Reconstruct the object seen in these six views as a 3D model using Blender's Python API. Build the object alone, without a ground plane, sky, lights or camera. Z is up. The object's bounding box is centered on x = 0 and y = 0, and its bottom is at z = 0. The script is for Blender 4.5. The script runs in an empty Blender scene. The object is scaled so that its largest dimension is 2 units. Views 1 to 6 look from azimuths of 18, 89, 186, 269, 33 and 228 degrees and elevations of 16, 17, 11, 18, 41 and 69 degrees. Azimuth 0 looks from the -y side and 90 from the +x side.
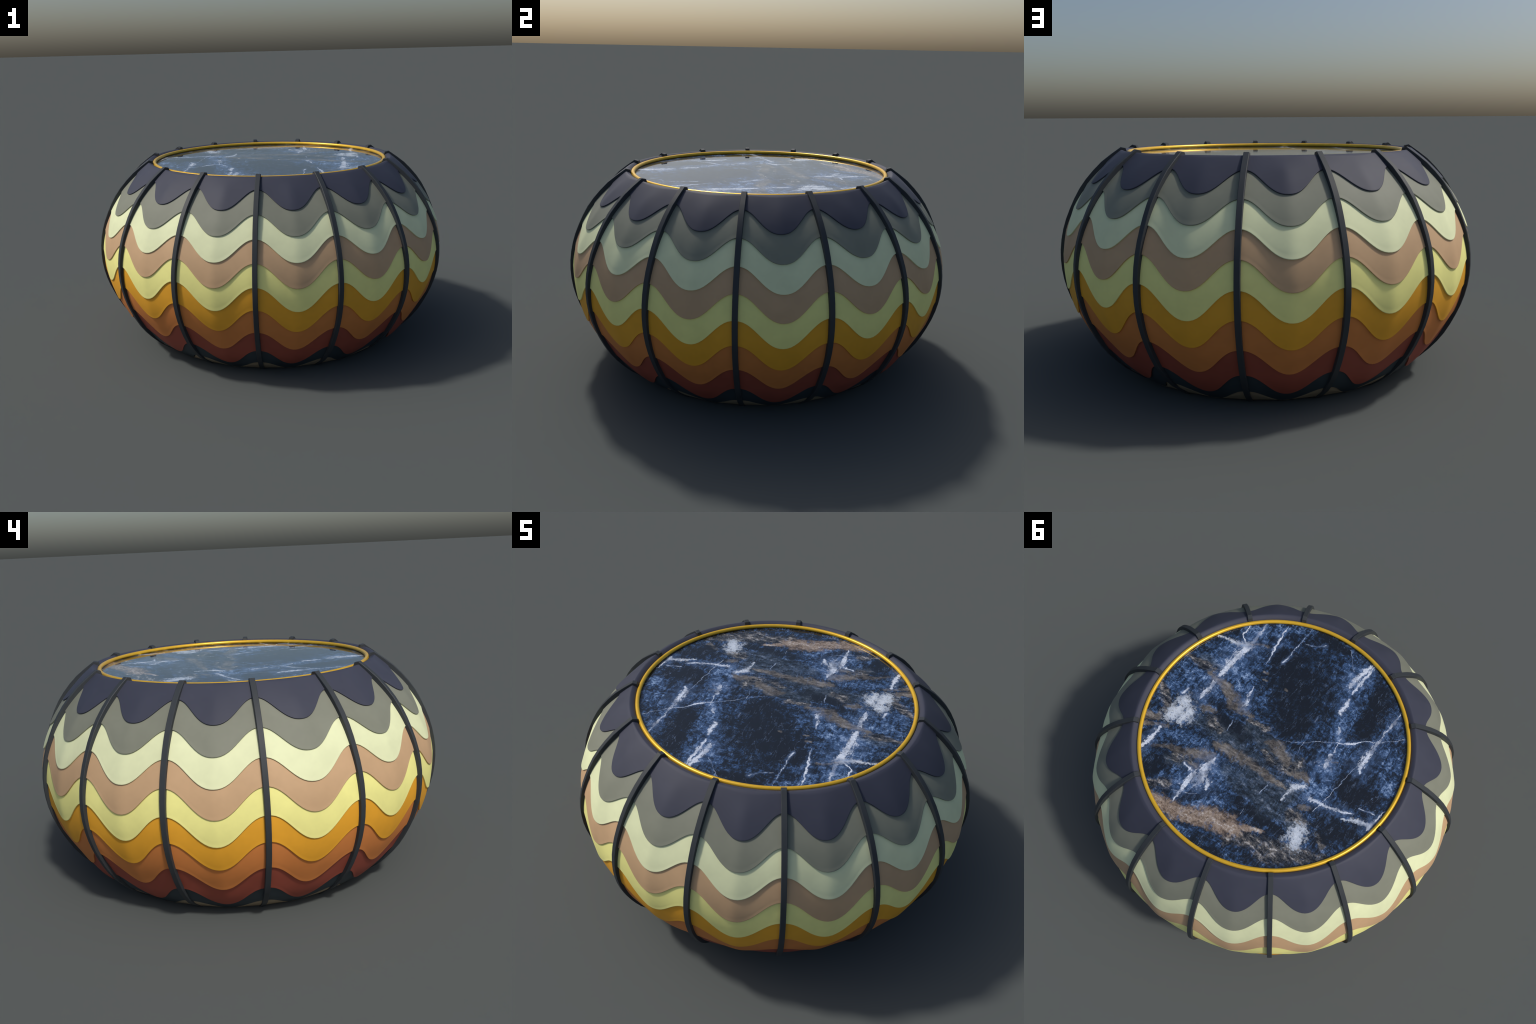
"""Pouf-shaped drum table: ten overlapping scalloped bands between fifteen dark
ribs, a gold ring and a blue marble top."""
import bpy, bmesh, math
from math import pi, sin, cos, radians, degrees, hypot
from mathutils import Vector

# ------------------------------------------------------------------ layout
CENTRE_Y = -0.0055          # odd rib count: axis sits slightly off the box centre
ZC = 0.5225                 # height of the equator
RIBS = 15
STEP = 2 * pi / RIBS
RIB_PHASE = radians(18.0)   # one rib points at +y
RIB_A, RIB_B = 1.0045, 0.7300    # ellipse followed by the outer face of a rib
BODY_GAP = 0.0125           # rib stands this far proud of the band edges
MID_BULGE = 0.0048          # panels bulge out between the ribs
LIP = 0.0065                # overhang of a band edge over the band below
# ellipse angle (degrees) of each band's lower edge, at the ribs and mid panel
EDGE_AT_RIB = [39.4, 29.6, 20.4, 11.5, 2.4, -6.9, -17.5, -28.3, -36.9]
EDGE_AT_MID = [31.0, 21.2, 11.5, 1.7, -7.8, -17.4, -27.8, -38.5, -45.6]
TOP_ANGLE = 45.05
COLUMNS = 26                # mesh columns per panel (even)
ROUNDNESS = [0.050, 0.040, 0.030, 0.015, 0, 0, 0, 0, 0]   # above 0: fuller scallop tips
SWELL = 0.0125              # the lowest bands fill out to the face of the ribs
SHOULDER = 0.006            # ribs run slightly fuller than the ellipse near both ends

# ------------------------------------------------------------------ helpers
def link(obj, parent=None):
    bpy.context.scene.collection.objects.link(obj)
    if parent:
        obj.parent = parent
    return obj

def mesh_object(name, verts, faces, material, parent, sharp=radians(40)):
    me = bpy.data.meshes.new(name)
    me.from_pydata(verts, [], faces)
    me.materials.append(material)
    bm = bmesh.new(); bm.from_mesh(me)
    bmesh.ops.recalc_face_normals(bm, faces=bm.faces)
    for f in bm.faces: f.smooth = True
    for e in bm.edges:
        if len(e.link_faces) == 2 and e.calc_face_angle(0) > sharp: e.smooth = False
    bm.to_mesh(me); bm.free()
    return link(bpy.data.objects.new(name, me), parent)

# ------------------------------------------------------------------ materials
class Nodes:
    """Small wrapper for building a shader tree."""
    def __init__(self, name):
        self.mat = bpy.data.materials.new(name); self.mat.use_nodes = True
        self.t = self.mat.node_tree
        self.bsdf = self.t.nodes["Principled BSDF"]
        self.last = None
    def new(self, kind, **props):
        n = self.t.nodes.new(kind)
        for k, v in props.items(): setattr(n, k, v)
        return n
    def put(self, socket, value):
        if isinstance(value, bpy.types.NodeSocket): self.t.links.new(value, socket)
        else: socket.default_value = value
    def math(self, op, a, b=0.0, c=0.0, clamp=False):
        n = self.new("ShaderNodeMath", operation=op, use_clamp=clamp)
        for s, v in zip(n.inputs, (a, b, c)): self.put(s, v)
        return n.outputs[0]
    def vec(self, op, a, b=None, scale=None):
        n = self.new("ShaderNodeVectorMath", operation=op)
        self.put(n.inputs[0], a)
        if b is not None: self.put(n.inputs[1], b)
        if scale is not None: self.put(n.inputs["Scale"], scale)
        return n.outputs["Value"] if op in ("DOT_PRODUCT", "DISTANCE", "LENGTH") else n.outputs["Vector"]
    def noise(self, coord, scale, detail=4, rough=0.5, out="Fac", distort=0.0):
        n = self.new("ShaderNodeTexNoise")
        self.put(n.inputs["Vector"], coord)
        n.inputs["Scale"].default_value = scale; n.inputs["Detail"].default_value = detail
        n.inputs["Roughness"].default_value = rough; n.inputs["Distortion"].default_value = distort
        return n.outputs[out]
    def step(self, x, lo, hi, to0=0.0, to1=1.0):
        n = self.new("ShaderNodeMapRange", interpolation_type="SMOOTHSTEP")
        for s, v in zip(n.inputs[:5], (x, lo, hi, to0, to1)): self.put(s, v)
        return n.outputs[0]
    def mix(self, fac, a, b):
        n = self.new("ShaderNodeMix", data_type="RGBA")
        self.put(n.inputs[0], fac)
        for s, v in ((n.inputs[6], a), (n.inputs[7], b)):
            self.put(s, (*v, 1) if isinstance(v, tuple) and len(v) == 3 else v)
        return n.outputs[2]
    def ramp(self, x, stops):
        n = self.new("ShaderNodeValToRGB"); self.put(n.inputs[0], x)
        e = n.color_ramp.elements
        while len(e) < len(stops): e.new(0.5)
        for el, (p, c) in zip(e, stops): el.position = p; el.color = (*c, 1)
        return n.outputs[0]
    def coord(self):
        return self.new("ShaderNodeTexCoord").outputs["Object"]

def plain(name, colour, rough=0.6, grain=0.04, specular=0.3):
    """Painted / cloth-like plain colour with very faint tonal grain."""
    n = Nodes(name); c = n.coord()
    f = n.noise(c, 9.0, 5, 0.6)
    lo = tuple(v * (1 - grain) for v in colour); hi = tuple(min(1, v * (1 + grain)) for v in colour)
    n.put(n.bsdf.inputs["Base Color"], n.ramp(f, [(0.35, lo), (0.65, hi)]))
    n.bsdf.inputs["Roughness"].default_value = rough
    n.bsdf.inputs["Specular IOR Level"].default_value = specular
    return n.mat

BAND_COLOURS = [
    ("indigo", (0.049, 0.053, 0.079)), ("warm_grey", (0.222, 0.231, 0.180)),
    ("cream", (0.780, 0.820, 0.505)), ("rose_tan", (0.580, 0.380, 0.215)),
    ("soft_yellow", (0.945, 0.905, 0.325)), ("ochre", (0.840, 0.400, 0.031)),
    ("rust", (0.660, 0.230, 0.060)), ("oxblood", (0.330, 0.076, 0.048)),
    ("slate_navy", (0.036, 0.050, 0.060)), ("taupe", (0.320, 0.250, 0.165)),
]
RIB_COLOUR = (0.040, 0.046, 0.052)

def gold_material():
    n = Nodes("polished_gold"); c = n.coord()
    n.put(n.bsdf.inputs["Base Color"], n.ramp(n.noise(c, 30, 3), [(0.3, (0.84, 0.49, 0.034)), (0.7, (0.90, 0.54, 0.042))]))
    n.bsdf.inputs["Metallic"].default_value = 0.40
    n.bsdf.inputs["Roughness"].default_value = 0.30
    return n.mat

# --- marble: veins and patches as tapered polylines (x, y, half width), metres
VEIN = [
    [(0.519, -0.388, 0.0040), (0.481, -0.256, 0.0141)],
    [(0.478, -0.236, 0.0282), (0.471, -0.126, 0.0258), (0.449, -0.016, 0.0141)],
    [(0.437, 0.034, 0.0141), (0.413, 0.126, 0.0176)],
    [(0.568, -0.323, 0.0016), (0.554, -0.258, 0.0082)],
    [(0.550, -0.255, 0.0040), (0.504, -0.237, 0.0094)],
    [(0.434, -0.471, 0.0008), (0.401, -0.373, 0.0082), (0.342, -0.238, 0.0008)],
    [(0.285, -0.114, 0.0016), (0.243, -0.014, 0.0153)],
    [(0.344, -0.561, 0.0012), (0.313, -0.437, 0.0008), (0.293, -0.315, 0.0049)],
    [(-0.026, -0.634, 0.0141), (-0.024, -0.552, 0.0164), (-0.033, -0.478, 0.0188)],
    [(-0.040, -0.617, 0.0106), (-0.059, -0.532, 0.0106), (-0.071, -0.455, 0.0049)],
    [(-0.086, -0.428, 0.0082), (-0.101, -0.394, 0.0141), (-0.115, -0.337, 0.0094)],
    [(-0.165, -0.286, 0.0082), (-0.192, -0.260, 0.0082)],
    [(-0.214, -0.264, 0.0012), (-0.247, -0.172, 0.0040)],
    [(-0.253, -0.155, 0.0106), (-0.273, -0.095, 0.0235)],
    [(-0.312, -0.574, 0.0012), (-0.326, -0.518, 0.0106), (-0.344, -0.395, 0.0016)],
    [(-0.347, -0.391, 0.0049), (-0.363, -0.328, 0.0141), (-0.386, -0.226, 0.0223), (-0.415, -0.192, 0.0016)],
    [(-0.374, -0.219, 0.0012), (-0.394, -0.024, 0.0010), (-0.412, 0.114, 0.0010)],
    [(0.413, 0.390, 0.0094), (0.392, 0.522, 0.0153)],
    [(-0.048, -0.029, 0.0004), (-0.114, -0.095, 0.0008), (-0.172, -0.169, 0.0012), (-0.219, -0.218, 0.0016), (-0.268, -0.266, 0.0082), (-0.303, -0.327, 0.0016), (-0.351, -0.375, 0.0016), (-0.427, -0.491, 0.0012)],
    [(0.122, -0.622, 0.0012), (0.015, -0.552, 0.0008)],
    [(0.295, -0.469, 0.0008), (0.253, -0.504, 0.0012), (0.220, -0.547, 0.0040)],
    [(0.110, 0.291, 0.0117), (0.096, 0.357, 0.0282), (0.073, 0.412, 0.0352)],
    [(0.108, 0.419, 0.0235), (0.097, 0.481, 0.0188), (0.066, 0.586, 0.0016)],
    [(0.042, 0.389, 0.0188), (0.006, 0.429, 0.0016)],
    [(0.188, 0.423, 0.0040), (0.138, 0.420, 0.0117)],
    [(-0.347, 0.078, 0.0141), (-0.413, 0.054, 0.0106), (-0.477, 0.018, 0.0117), (-0.540, -0.025, 0.0040)],
    [(-0.544, -0.066, 0.0008), (-0.608, -0.101, 0.0040)],
    [(-0.627, -0.156, 0.0016), (-0.642, -0.030, 0.0164)],
    [(0.207, 0.092, 0.0010), (0.183, 0.150, 0.0012)],
    [(-0.167, 0.174, 0.0010), (-0.174, 0.239, 0.0012)],
    [(-0.057, -0.250, 0.0016), (-0.067, -0.215, 0.0040)],
    [(-0.106, -0.102, 0.0008), (-0.133, -0.035, 0.0008)],
    [(0.108, 0.548, 0.0012), (0.022, 0.468, 0.0016)],
    [(0.496, 0.148, 0.0040), (0.494, 0.183, 0.0082)],
    [(-0.174, 0.352, 0.0012), (-0.189, 0.381, 0.0012)],
]
PATCH = [
    [(0.447, 0.203, 0.0389), (0.429, 0.300, 0.0421)],
    [(0.384, 0.225, 0.0373), (0.375, 0.287, 0.0292)],
    [(-0.425, 0.223, 0.0389), (-0.458, 0.274, 0.0486)],
    [(-0.282, 0.053, 0.0130), (-0.252, 0.099, 0.0211)],
    [(-0.255, 0.118, 0.0097), (-0.263, 0.180, 0.0057)],
    [(0.629, -0.162, 0.0057), (0.554, -0.194, 0.0146), (0.498, -0.229, 0.0211)],
    [(-0.527, 0.019, 0.0065), (-0.632, -0.045, 0.0146)],
]
BROWN = [
    [(0.491, 0.024, 0.0113), (0.398, 0.003, 0.0259), (0.296, 0.019, 0.0373), (0.217, 0.022, 0.0259), (0.158, 0.007, 0.0097)],
    [(0.518, 0.404, 0.0243), (0.471, 0.359, 0.0211)],
    [(0.486, 0.439, 0.0097), (0.396, 0.352, 0.0113)],
    [(0.357, 0.484, 0.0065), (0.306, 0.422, 0.0130), (0.229, 0.380, 0.0194), (0.170, 0.330, 0.0324), (0.129, 0.292, 0.0211)],
    [(0.168, 0.407, 0.0130), (0.129, 0.389, 0.0227)],
    [(0.144, 0.232, 0.0259), (0.068, 0.206, 0.0308), (-0.022, 0.171, 0.0259), (-0.128, 0.151, 0.0194), (-0.229, 0.134, 0.0081)],
    [(0.009, 0.046, 0.0113), (-0.042, 0.022, 0.0308), (-0.118, 0.032, 0.0292), (-0.146, 0.040, 0.0097)],
    [(-0.166, 0.085, 0.0065), (-0.242, 0.024, 0.0211), (-0.272, 0.017, 0.0194)],
    [(0.362, 0.155, 0.0178), (0.319, 0.134, 0.0178)],
    [(0.635, -0.155, 0.0049), (0.527, -0.218, 0.0049), (0.414, -0.311, 0.0065)],
    [(0.314, -0.202, 0.0065), (0.297, -0.213, 0.0065)],
    [(0.286, -0.173, 0.0032), (0.266, -0.181, 0.0040)],
    [(0.164, -0.218, 0.0073), (0.158, -0.220, 0.0073)],
    [(-0.358, 0.131, 0.0146), (-0.386, 0.118, 0.0113)],
    [(-0.281, -0.138, 0.0065), (-0.301, -0.155, 0.0049)],
]
TAN = [
    [(0.153, 0.648, 0.0292), (0.024, 0.603, 0.0356), (-0.081, 0.519, 0.0421), (-0.192, 0.462, 0.0454), (-0.244, 0.453, 0.0243)],
    [(-0.244, 0.421, 0.0178), (-0.323, 0.360, 0.0081)],
]
HAZE = [
    [(-0.017, 0.090, 0.0130), (-0.085, 0.079, 0.0178)],
    [(0.660, 0.025, 0.0178), (0.498, -0.010, 0.0275)],
    [(0.267, 0.176, 0.0356), (0.203, 0.173, 0.0194)],
    [(0.157, 0.033, 0.0178), (0.060, -0.009, 0.0194)],
    [(-0.227, 0.511, 0.0292), (-0.247, 0.538, 0.0130)],
    [(-0.275, 0.468, 0.0324), (-0.414, 0.395, 0.0486), (-0.516, 0.314, 0.0405), (-0.616, 0.210, 0.0113)],
    [(-0.493, 0.175, 0.0113), (-0.575, 0.195, 0.0162)],
    [(0.147, 0.539, 0.0243), (0.218, 0.609, 0.0227)],
    [(0.603, 0.243, 0.0243), (0.474, 0.287, 0.0324)],
    [(-0.155, 0.064, 0.0405), (-0.185, 0.001, 0.0324)],
    [(-0.348, 0.189, 0.0324), (-0.412, 0.179, 0.0194)],
    [(0.243, 0.433, 0.0243), (0.184, 0.405, 0.0211)],
]
SLATE = [
    [(0.308, 0.209, 0.0486), (0.157, 0.177, 0.0486), (-0.106, 0.176, 0.0729), (-0.278, 0.138, 0.0567)],
    [(0.023, 0.286, 0.0405), (-0.234, 0.242, 0.0729), (-0.384, 0.199, 0.0486)],
    [(0.115, 0.056, 0.0486), (-0.194, 0.032, 0.0567)],
    [(0.247, 0.451, 0.0324), (0.170, 0.416, 0.0324)],
    [(0.572, -0.024, 0.0405), (0.471, -0.034, 0.0324)],
]
DARK = [
    [(0.298, -0.329, 0.0810), (0.117, -0.265, 0.1377), (0.017, -0.131, 0.0972)],
    [(-0.177, -0.565, 0.0405), (-0.258, -0.380, 0.0486)],
    [(-0.401, -0.086, 0.0486), (-0.550, -0.139, 0.0486)],
    [(-0.508, 0.145, 0.0567), (-0.587, 0.053, 0.0486)],
    [(0.275, 0.566, 0.0405), (0.249, 0.481, 0.0243)],
    [(0.231, 0.133, 0.0324), (0.122, 0.107, 0.0405)],
    [(0.447, 0.458, 0.0162), (0.417, 0.438, 0.0211)],
    [(-0.131, 0.349, 0.0194), (-0.376, 0.299, 0.0211)],
    [(0.270, -0.568, 0.0324), (0.139, -0.594, 0.0324)],
    [(-0.162, 0.676, 0.0405), (-0.272, 0.610, 0.0243)],
    [(0.060, 0.533, 0.0162), (-0.020, 0.439, 0.0162)],
]
BLUE = [
    [(0.560, 0.253, 0.0486), (0.567, 0.002, 0.0891), (0.499, -0.172, 0.0648)],
    [(-0.032, -0.545, 0.0729), (-0.158, -0.321, 0.0486), (-0.343, 0.008, 0.0648)],
    [(-0.455, -0.369, 0.0729), (-0.585, -0.220, 0.0324)],
    [(0.074, 0.331, 0.0486), (-0.068, 0.275, 0.0405)],
    [(0.322, -0.071, 0.0567), (0.417, -0.127, 0.0486)],
    [(0.360, 0.385, 0.0324), (0.208, 0.278, 0.0292)],
    [(0.195, 0.554, 0.0486), (0.100, 0.471, 0.0405)],
    [(-0.010, 0.504, 0.0243), (-0.074, 0.429, 0.0194)],
    [(-0.035, 0.658, 0.0243), (-0.103, 0.630, 0.0292)],
    [(0.532, -0.292, 0.0486), (0.379, -0.520, 0.0243)],
    [(-0.348, 0.056, 0.0486), (-0.270, 0.054, 0.0405)],
]
BEDDING_ANGLE, VEIN_ANGLE = 16.0, 100.0   # degrees in plan

def nearest(n, p, lines):
    """min over all polylines of distance / half width: below 1 inside."""
    best = None
    after = n.last          # chain the segments one after another (keeps the shader small on the stack)
    for line in lines:
        for (x0, y0, w0), (x1, y1, w1) in zip(line, line[1:]):
            ab = Vector((x1 - x0, y1 - y0, 0.0)); l2 = max(ab.length_squared, 1e-9)
            q = p
            if after is not None:
                m = n.new("ShaderNodeVectorMath", operation="MULTIPLY_ADD")
                n.put(m.inputs[0], after); m.inputs[1].default_value = (1e-8, 1e-8, 0); n.put(m.inputs[2], p)
                q = m.outputs["Vector"]
            d = n.vec("SUBTRACT", q, (x0, y0, 0.0))
            t = n.math("MULTIPLY", n.vec("DOT_PRODUCT", d, tuple(ab / l2)), 1.0, clamp=True)
            dist = n.vec("DISTANCE", d, n.vec("SCALE", tuple(ab), scale=t))
            f = n.math("DIVIDE", dist, n.math("MULTIPLY_ADD", t, w1 - w0, w0))
            best = f if best is None else n.math("MINIMUM", best, f)
            after = best
    n.last = best
    return best

def marble_material():
    n = Nodes("blue_marble")
    flat = n.vec("MULTIPLY", n.coord(), (1, 1, 0))
    half = (0.5, 0.5, 0.5)
    wob = n.vec("SUBTRACT", n.noise(flat, 7.0, 6, 0.6, "Color"), half)
    fine = n.vec("SUBTRACT", n.noise(flat, 60.0, 6, 0.7, "Color"), half)
    def warp(a, b):
        v = n.vec("ADD", flat, n.vec("SCALE", wob, scale=a))
        v = n.vec("ADD", v, n.vec("SCALE", fine, scale=b))
        return n.vec("MULTIPLY", v, (1, 1, 0))
    mid = n.vec("SUBTRACT", n.noise(flat, 24.0, 4, 0.6, "Color"), half)
    soft_p = warp(0.10, 0.03)
    vein_p = n.vec("MULTIPLY", n.vec("ADD", warp(0.024, 0.010), n.vec("SCALE", mid, scale=0.030)), (1, 1, 0))
    patch_p = warp(0.05, 0.035)
    def along(angle, stretch):
        """coordinates stretched along a direction in plan"""
        m = n.new("ShaderNodeMapping"); n.put(m.inputs["Vector"], warp(0.05, 0.0))
        m.inputs["Rotation"].default_value = (0, 0, radians(-angle))
        return n.vec("MULTIPLY", m.outputs[0], (1.0, stretch, 1.0))
    bedding = along(BEDDING_ANGLE, 2.3)     # the brown bands
    shear = along(VEIN_ANGLE, 2.2)          # the white veins
    needle = along(VEIN_ANGLE + 4, 5.0)     # hairline cracks beside them
    grain = n.noise(bedding, 8.0, 9, 0.70)
    streak = n.noise(bedding, 24.0, 8, 0.72)
    fibre = n.noise(needle, 16.0, 8, 0.75)
    speck = n.noise(flat, 95.0, 5, 0.75)
    filig = n.noise(warp(0.05, 0.02), 26.0, 10, 0.78)
    cloud = n.noise(flat, 3.5, 6, 0.6)

    def centred(x, gain, base):
        return n.math("MULTIPLY_ADD", n.math("SUBTRACT", x, 0.5), gain, base)
    def thread(coord, scale, detail, width):
        """thin wandering filaments where a noise field crosses its mean"""
        d = n.math("ABSOLUTE", n.math("SUBTRACT", n.noise(coord, scale, detail, 0.62), 0.5))
        return n.step(d, width, 0.0)

    # base: dark navy to royal blue filigree
    dark = n.step(nearest(n, soft_p, DARK), 1.5, 0.4)
    blue = n.step(nearest(n, soft_p, BLUE), 1.6, 0.3)
    level = centred(filig, 1.8, 0.305)
    level = centred(speck, 0.85, level)
    level = centred(fibre, 1.3, level)
    level = centred(grain, 1.0, level)
    level = centred(streak, 0.9, level)
    level = centred(cloud, 0.55, level)
    level = n.math("MULTIPLY_ADD", dark, -0.27, level)
    level = n.math("MULTIPLY_ADD", blue, 0.20, level)
    net = n.math("MAXIMUM", thread(warp(0.06, 0.02), 22.0, 5, 0.030), thread(bedding, 11.0, 7, 0.030))
    net = n.math("MULTIPLY", net, n.step(level, 0.15, 0.50))
    level = n.math("MULTIPLY_ADD", net, 0.20, level)
    col = n.ramp(level, [(0.10, (0.009, 0.012, 0.018)), (0.34, (0.013, 0.022, 0.040)), (0.50, (0.024, 0.052, 0.118)),
                         (0.70, (0.058, 0.118, 0.255)), (0.98, (0.30, 0.41, 0.60))])
    # muted slate drift between the brown bands, then grey-brown haze
    slate = n.step(centred(grain, 1.4, nearest(n, soft_p, SLATE)), 1.35, 0.35)
    scol = n.ramp(centred(speck, 0.6, centred(streak, 1.4, centred(filig, 0.5, grain))),
                  [(0.30, (0.012, 0.017, 0.024)), (0.48, (0.030, 0.046, 0.068)), (0.64, (0.075, 0.095, 0.125)), (0.82, (0.26, 0.28, 0.31))])
    col = n.mix(n.math("MULTIPLY", slate, 0.75), col, scol)
    haze = n.step(centred(grain, 3.0, nearest(n, soft_p, HAZE)), 1.30, 0.50)
    hcol = n.ramp(centred(speck, 0.8, centred(streak, 1.8, grain)),
                  [(0.34, (0.012, 0.013, 0.016)), (0.48, (0.060, 0.066, 0.074)), (0.62, (0.150, 0.132, 0.112)), (0.78, (0.50, 0.49, 0.48))])
    col = n.mix(n.math("MULTIPLY", haze, 0.85), col, hcol)
    # brown mineral bands
    rough_edge = n.math("SUBTRACT", filig, 0.5)
    brown = n.step(n.math("MULTIPLY_ADD", rough_edge, 3.2, centred(grain, 2.0, nearest(n, patch_p, BROWN))), 1.35, 0.55)
    bcol = n.ramp(centred(speck, 0.40, centred(streak, 1.1, centred(cloud, 0.9, grain))),
                  [(0.26, (0.022, 0.021, 0.021)), (0.42, (0.085, 0.077, 0.070)), (0.60, (0.185, 0.168, 0.150)), (0.84, (0.36, 0.35, 0.34))])
    col = n.mix(n.math("MULTIPLY", brown, 0.92), col, bcol)
    tan = n.step(n.math("MULTIPLY_ADD", rough_edge, 3.6, centred(grain, 2.0, nearest(n, patch_p, TAN))), 1.50, 0.55)
    tcol = n.ramp(centred(speck, 0.9, centred(streak, 1.0, grain)),
                  [(0.26, (0.06, 0.045, 0.038)), (0.44, (0.225, 0.168, 0.126)), (0.60, (0.34, 0.275, 0.225)), (0.78, (0.62, 0.60, 0.58))])
    col = n.mix(n.math("MULTIPLY", tan, 0.95), col, tcol)
    seam = n.math("MULTIPLY", thread(bedding, 7.0, 6, 0.010), n.math("MAXIMUM", brown, n.math("MAXIMUM", tan, haze)))
    col = n.mix(n.math("MULTIPLY", seam, 0.7), col, (0.020, 0.018, 0.018))
    # white calcite patches and diagonal veins with a blue halo
    patch = n.step(n.math("MULTIPLY_ADD", rough_edge, 6.0, centred(speck, 4.0, centred(grain, 1.5, nearest(n, patch_p, PATCH)))), 1.25, 0.15)
    col = n.mix(n.math("MULTIPLY", patch, 0.95), col, n.ramp(centred(filig, 0.9, speck),
                [(0.25, (0.12, 0.16, 0.24)), (0.42, (0.50, 0.57, 0.68)), (0.60, (0.74, 0.79, 0.86))]))
    near = nearest(n, vein_p, VEIN)
    ragged = n.noise(shear, 13.0, 8, 0.78)
    near = n.math("MULTIPLY", near, n.step(ragged, 0.66, 0.34, 0.60, 2.2))
    chips = n.noise(shear, 60.0, 6, 0.75)
    halo = n.step(n.math("MULTIPLY_ADD", rough_edge, 7.0, near), 6.0, 0.8)
    col = n.mix(n.math("MULTIPLY", halo, 0.5), col, n.ramp(filig, [(0.40, (0.020, 0.045, 0.105)), (0.52, (0.075, 0.140, 0.290)), (0.64, (0.28, 0.37, 0.55))]))
    vein = n.step(centred(chips, 6.0, centred(ragged, 1.5, near)), 1.25, 0.50)
    hair = n.math("MULTIPLY", thread(needle, 4.5, 4, 0.007), n.step(ragged, 0.46, 0.58))
    col = n.mix(n.math("MULTIPLY", hair, 0.55), col, (0.24, 0.34, 0.54))
    strength = n.step(n.noise(flat, 9.0, 3, 0.6), 0.38, 0.56, 0.22, 0.95)
    col = n.mix(n.math("MULTIPLY", vein, strength), col, n.ramp(speck, [(0.3, (0.42, 0.52, 0.70)), (0.6, (0.76, 0.81, 0.90))]))
    n.put(n.bsdf.inputs["Base Color"], col)
    n.bsdf.inputs["Roughness"].default_value = 0.06
    n.bsdf.inputs["Specular IOR Level"].default_value = 0.6
    return n.mat

# ------------------------------------------------------------------ the body surface
def wave(t, fuller):
    """0 at a rib, 1 at mid panel, with rounded crest and trough."""
    w = 0.55 * (0.5 - 0.5 * cos(pi * t)) + 0.45 * t ** 3 * (10 - 15 * t + 6 * t * t)
    return w + fuller * sin(pi * t) ** 2

def ease(x, lo, hi):
    x = min(1.0, max(0.0, (x - lo) / (hi - lo)))
    return x * x * (3 - 2 * x)

def panel_radius(t):
    """Radius factor of the faceted panel section relative to the rib line, t = 0..1."""
    def chord(t):
        t = abs(t) if t <= 1 else 2 - t
        # straight facet between the rib and the mid ridge
        r0, r1, h = 1.0, 1.0 + MID_BULGE, STEP / 2
        a = t * h
        x0, y0, x1, y1 = r0, 0.0, r1 * cos(h), r1 * sin(h)
        dx, dy = x1 - x0, y1 - y0
        return (x0 * dy - y0 * dx) / (cos(a) * dy - sin(a) * dx)
    k = 0.10
    return sum(chord(t + s * k) for s in (-1, -0.5, 0, 0.5, 1)) / 5

def body_point(phi, theta, t, offset):
    """phi: ellipse angle (radians); offset: along the surface normal, roughly."""
    fade = min(1.0, max(0.0, (radians(TOP_ANGLE) - phi) / radians(7)))
    fade *= min(1.0, max(0.0, (phi + radians(49)) / radians(4)))
    fade = fade * fade * (3 - 2 * fade)
    k = 1 + (panel_radius(t) - 1) * fade
    low = -degrees(phi)
    offset += SWELL * ease(low, 23, 37) * (1 - 0.28 * ease(low, 38, 45)) + 0.0022 * ease(-low, 16, 30)
    a, b = RIB_A - BODY_GAP + offset - LIP, RIB_B - BODY_GAP + offset - LIP
    r = a * cos(phi) * k
    return (r * cos(theta), r * sin(theta), ZC + b * sin(phi) * (1 + (k - 1) * 0.5))

def edge_angle(i, t):
    return radians(EDGE_AT_RIB[i] + (EDGE_AT_MID[i] - EDGE_AT_RIB[i]) * wave(t, ROUNDNESS[i]))

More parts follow.
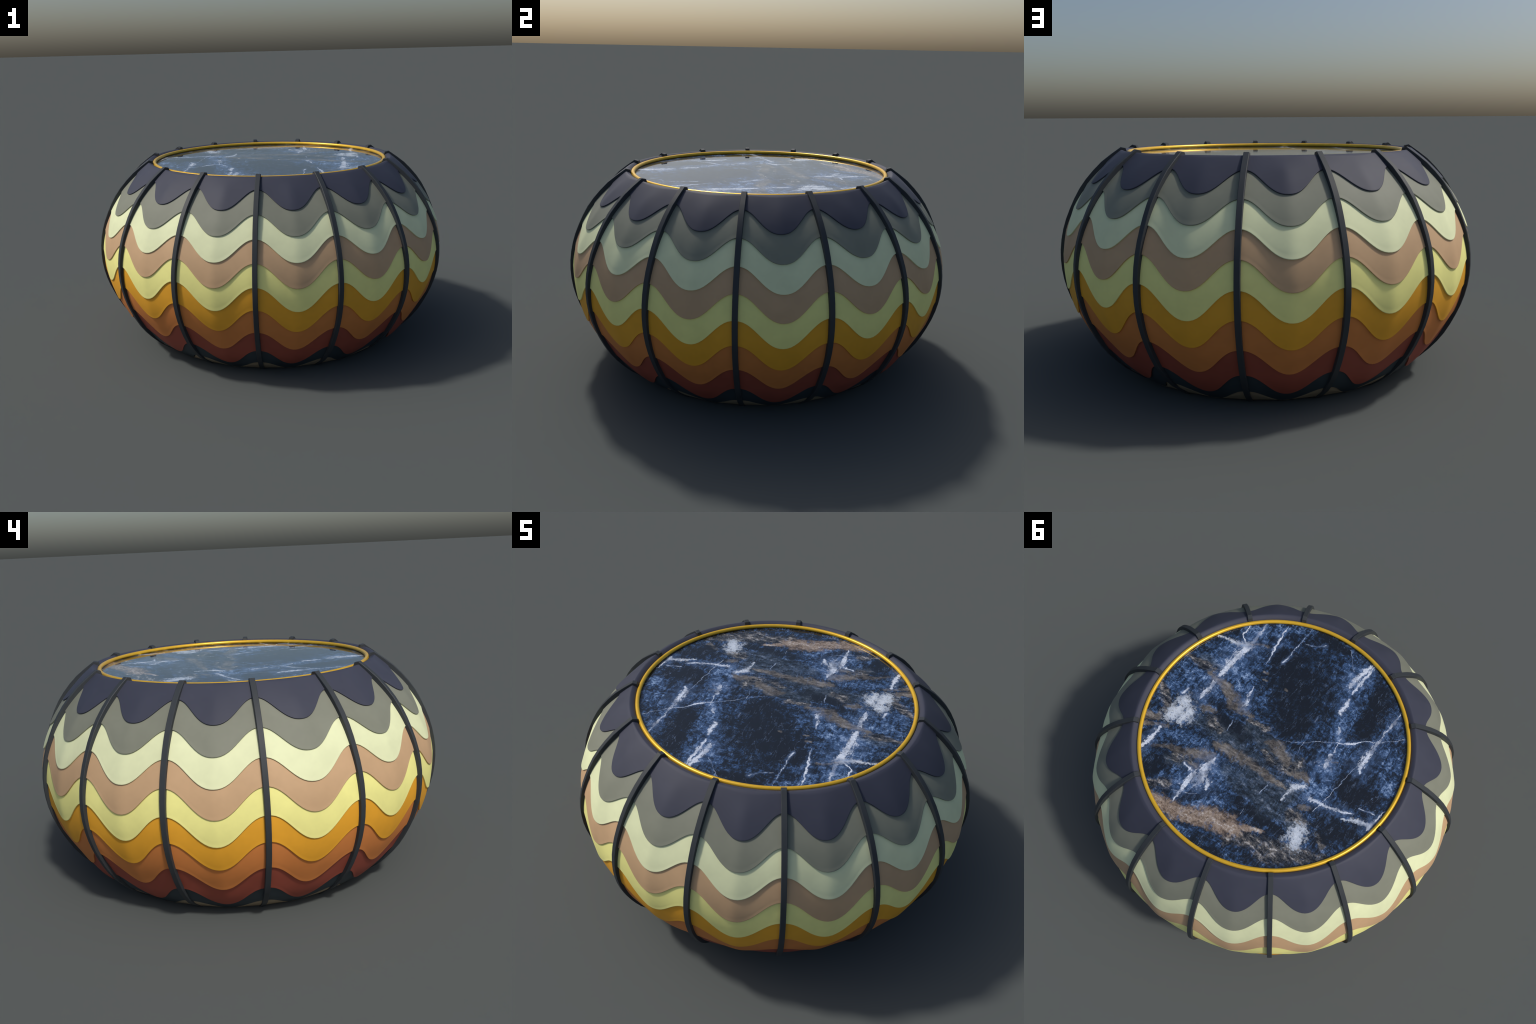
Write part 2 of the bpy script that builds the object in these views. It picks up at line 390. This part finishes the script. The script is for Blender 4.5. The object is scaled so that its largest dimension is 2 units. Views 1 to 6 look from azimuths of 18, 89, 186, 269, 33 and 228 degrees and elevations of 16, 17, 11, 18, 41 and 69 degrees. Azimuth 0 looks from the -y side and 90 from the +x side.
def band_mesh(i):
    """One scalloped ring: outer face, rounded lower lip, inner face."""
    cols = RIBS * COLUMNS; rows = 12; thick = 0.009; bevel = 0.0013
    loops = []
    for c in range(cols):
        u = (c % COLUMNS) / COLUMNS
        t = 1 - abs(2 * u - 1)
        th = RIB_PHASE + STEP * c / COLUMNS
        prof = []
        last = i == len(EDGE_AT_RIB)
        hi = radians(TOP_ANGLE) if i == 0 else edge_angle(i - 1, t)
        lo = radians(-45.0) if last else edge_angle(i, t)
        span = hi - lo
        if i == 0:      # rolled rim under the gold ring
            e = body_point(hi, th, t, LIP * 0.95); re = hypot(e[0], e[1])
            for r, z in ((0.640, 0.990), (0.660, 1.004), (0.671, 1.0125), (0.677, 1.0195), (0.682, 1.0255), (re - 0.0085, e[2] - 0.0012), (re - 0.0035, e[2] + 0.0002)):
                prof.append((r * cos(th), r * sin(th), z))
        else:
            prof.append(body_point(hi + span * 0.16, th, t, -0.009))
        first = 0.0 if i == 0 else -0.16
        for k in range(rows + 1):
            s = first + (1 - first) * k / rows
            ph = hi - span * s
            if not last:        # two support rows keep the lip crisp
                if k == rows: ph += bevel * 1.1
                elif k == rows - 1: ph = lo + 0.0055
            off = LIP * (0.12 + 0.88 * max(0.0, s)) if i else LIP * (0.95 + 0.05 * s)
            if last: off = LIP * (0.12 + 0.88 * min(1.0, max(0.0, s) * 3))
            if i and s < 0: off = LIP * 0.12 + s * 0.012
            prof.append(body_point(ph, th, t, off))
        if last:
            prof += [(0.668 * cos(th), 0.668 * sin(th), 0.0025), (0.650 * cos(th), 0.650 * sin(th), 0.002)]
        else:
            prof.append(body_point(lo + bevel * 0.30, th, t, LIP - bevel * 0.30))
            prof.append(body_point(lo, th, t, LIP - bevel))
            prof.append(body_point(lo, th, t, LIP - thick - 0.004))
        loops.append(prof)
    m = len(loops[0])
    verts = [p for prof in loops for p in prof]
    faces = [(c * m + k, c * m + k + 1, ((c + 1) % cols) * m + k + 1, ((c + 1) % cols) * m + k) for c in range(cols) for k in range(m - 1)]
    if last:   # flat underside
        verts.append((0, 0, 0.002)); z = len(verts) - 1
        faces += [(c * m + m - 1, z, ((c + 1) % cols) * m + m - 1) for c in range(cols)]
    elif i:    # close the back of the ring
        faces += [(c * m + m - 1, c * m, ((c + 1) % cols) * m, ((c + 1) % cols) * m + m - 1) for c in range(cols)]
    return verts, faces

def rib_mesh():
    """Square-section bar bent along the ellipse, both ends turned inwards."""
    seg = 24; half = 0.0121; deep = 0.034; bev = 0.0016
    spine = []
    end = radians(45.75)
    for k in range(seg + 1):
        ph = end - 2 * end * k / seg
        p = Vector((RIB_A * cos(ph), RIB_B * sin(ph))); nrm = Vector((cos(ph) / RIB_A, sin(ph) / RIB_B)).normalized()
        spine.append([p + nrm * SHOULDER * ease(abs(degrees(ph)), 18, 30) * (1 - ease(abs(degrees(ph)), 38, 45)), nrm])
    def turned(sign):
        return [Vector((0.6800, sign * (1.0410 - ZC))), Vector((0.30, sign * 0.95)).normalized()]
    spine = [turned(1)] + spine + [turned(-1)]
    for k in (1, len(spine) - 2):     # mitre the kink
        s = 1 if k == 1 else -1
        spine[k][1] = (spine[k][1] + Vector((0.0, s * 0.65))).normalized()
    section = [(-half, -deep), (-half, -bev), (-half + bev, 0), (half - bev, 0), (half, -bev), (half, -deep)]
    verts, faces = [], []
    for p, nrm in spine:
        for w, d in section:
            q = p + nrm * (d if d > -0.02 else d)
            verts.append((q.x, w, ZC + q.y))
    m = len(section)
    for k in range(len(spine) - 1):
        for j in range(m):
            faces.append((k * m + j, k * m + (j + 1) % m, (k + 1) * m + (j + 1) % m, (k + 1) * m + j))
    faces += [tuple(range(m)), tuple(range((len(spine) - 1) * m, len(spine) * m))]
    return verts, faces

def lathe(profile, steps, closed):
    verts = [(r * cos(2 * pi * c / steps), r * sin(2 * pi * c / steps), z) for c in range(steps) for r, z in profile]
    m = len(profile); n = m if closed else m - 1
    faces = [(c * m + k, c * m + (k + 1) % m, ((c + 1) % steps) * m + (k + 1) % m, ((c + 1) % steps) * m + k) for c in range(steps) for k in range(n)]
    return verts, faces

# ------------------------------------------------------------------ build
root = link(bpy.data.objects.new("drum_table", None))
root.location = (0, CENTRE_Y, 0)
root["label"] = "round pouf-shaped table with wavy rainbow bands and blue marble top"
root["category"] = "side table"

for i, (name, colour) in enumerate(BAND_COLOURS):
    v, f = band_mesh(i)
    mesh_object("scalloped_band", v, f, plain(name + "_cloth", colour), root, radians(55))

v, f = rib_mesh()
rib = mesh_object("rib", v, f, plain("charcoal_rib", RIB_COLOUR, 0.55), root, radians(25))
rib.rotation_euler.z = RIB_PHASE
for k in range(1, RIBS):
    r = rib.copy(); r.rotation_euler.z = RIB_PHASE + STEP * k
    link(r)

RING_R, RING_TUBE, RING_Z = 0.6648, 0.0100, 1.0195
v, f = lathe([(RING_R + RING_TUBE * cos(2 * pi * k / 20), RING_Z + RING_TUBE * sin(2 * pi * k / 20)) for k in range(20)], 240, True)
mesh_object("gold_ring", v, f, gold_material(), root)

TOP_Z = 1.0110
v, f = lathe([(0.664, 0.985), (0.664, TOP_Z - 0.002), (0.662, TOP_Z)], 240, False)
m = 3; v += [(0, 0, TOP_Z), (0, 0, 0.985)]
f += [(c * m + 2, len(v) - 2, ((c + 1) % 240) * m + 2) for c in range(240)]
f += [(c * m, ((c + 1) % 240) * m, len(v) - 1) for c in range(240)]
mesh_object("table_top", v, f, marble_material(), root)
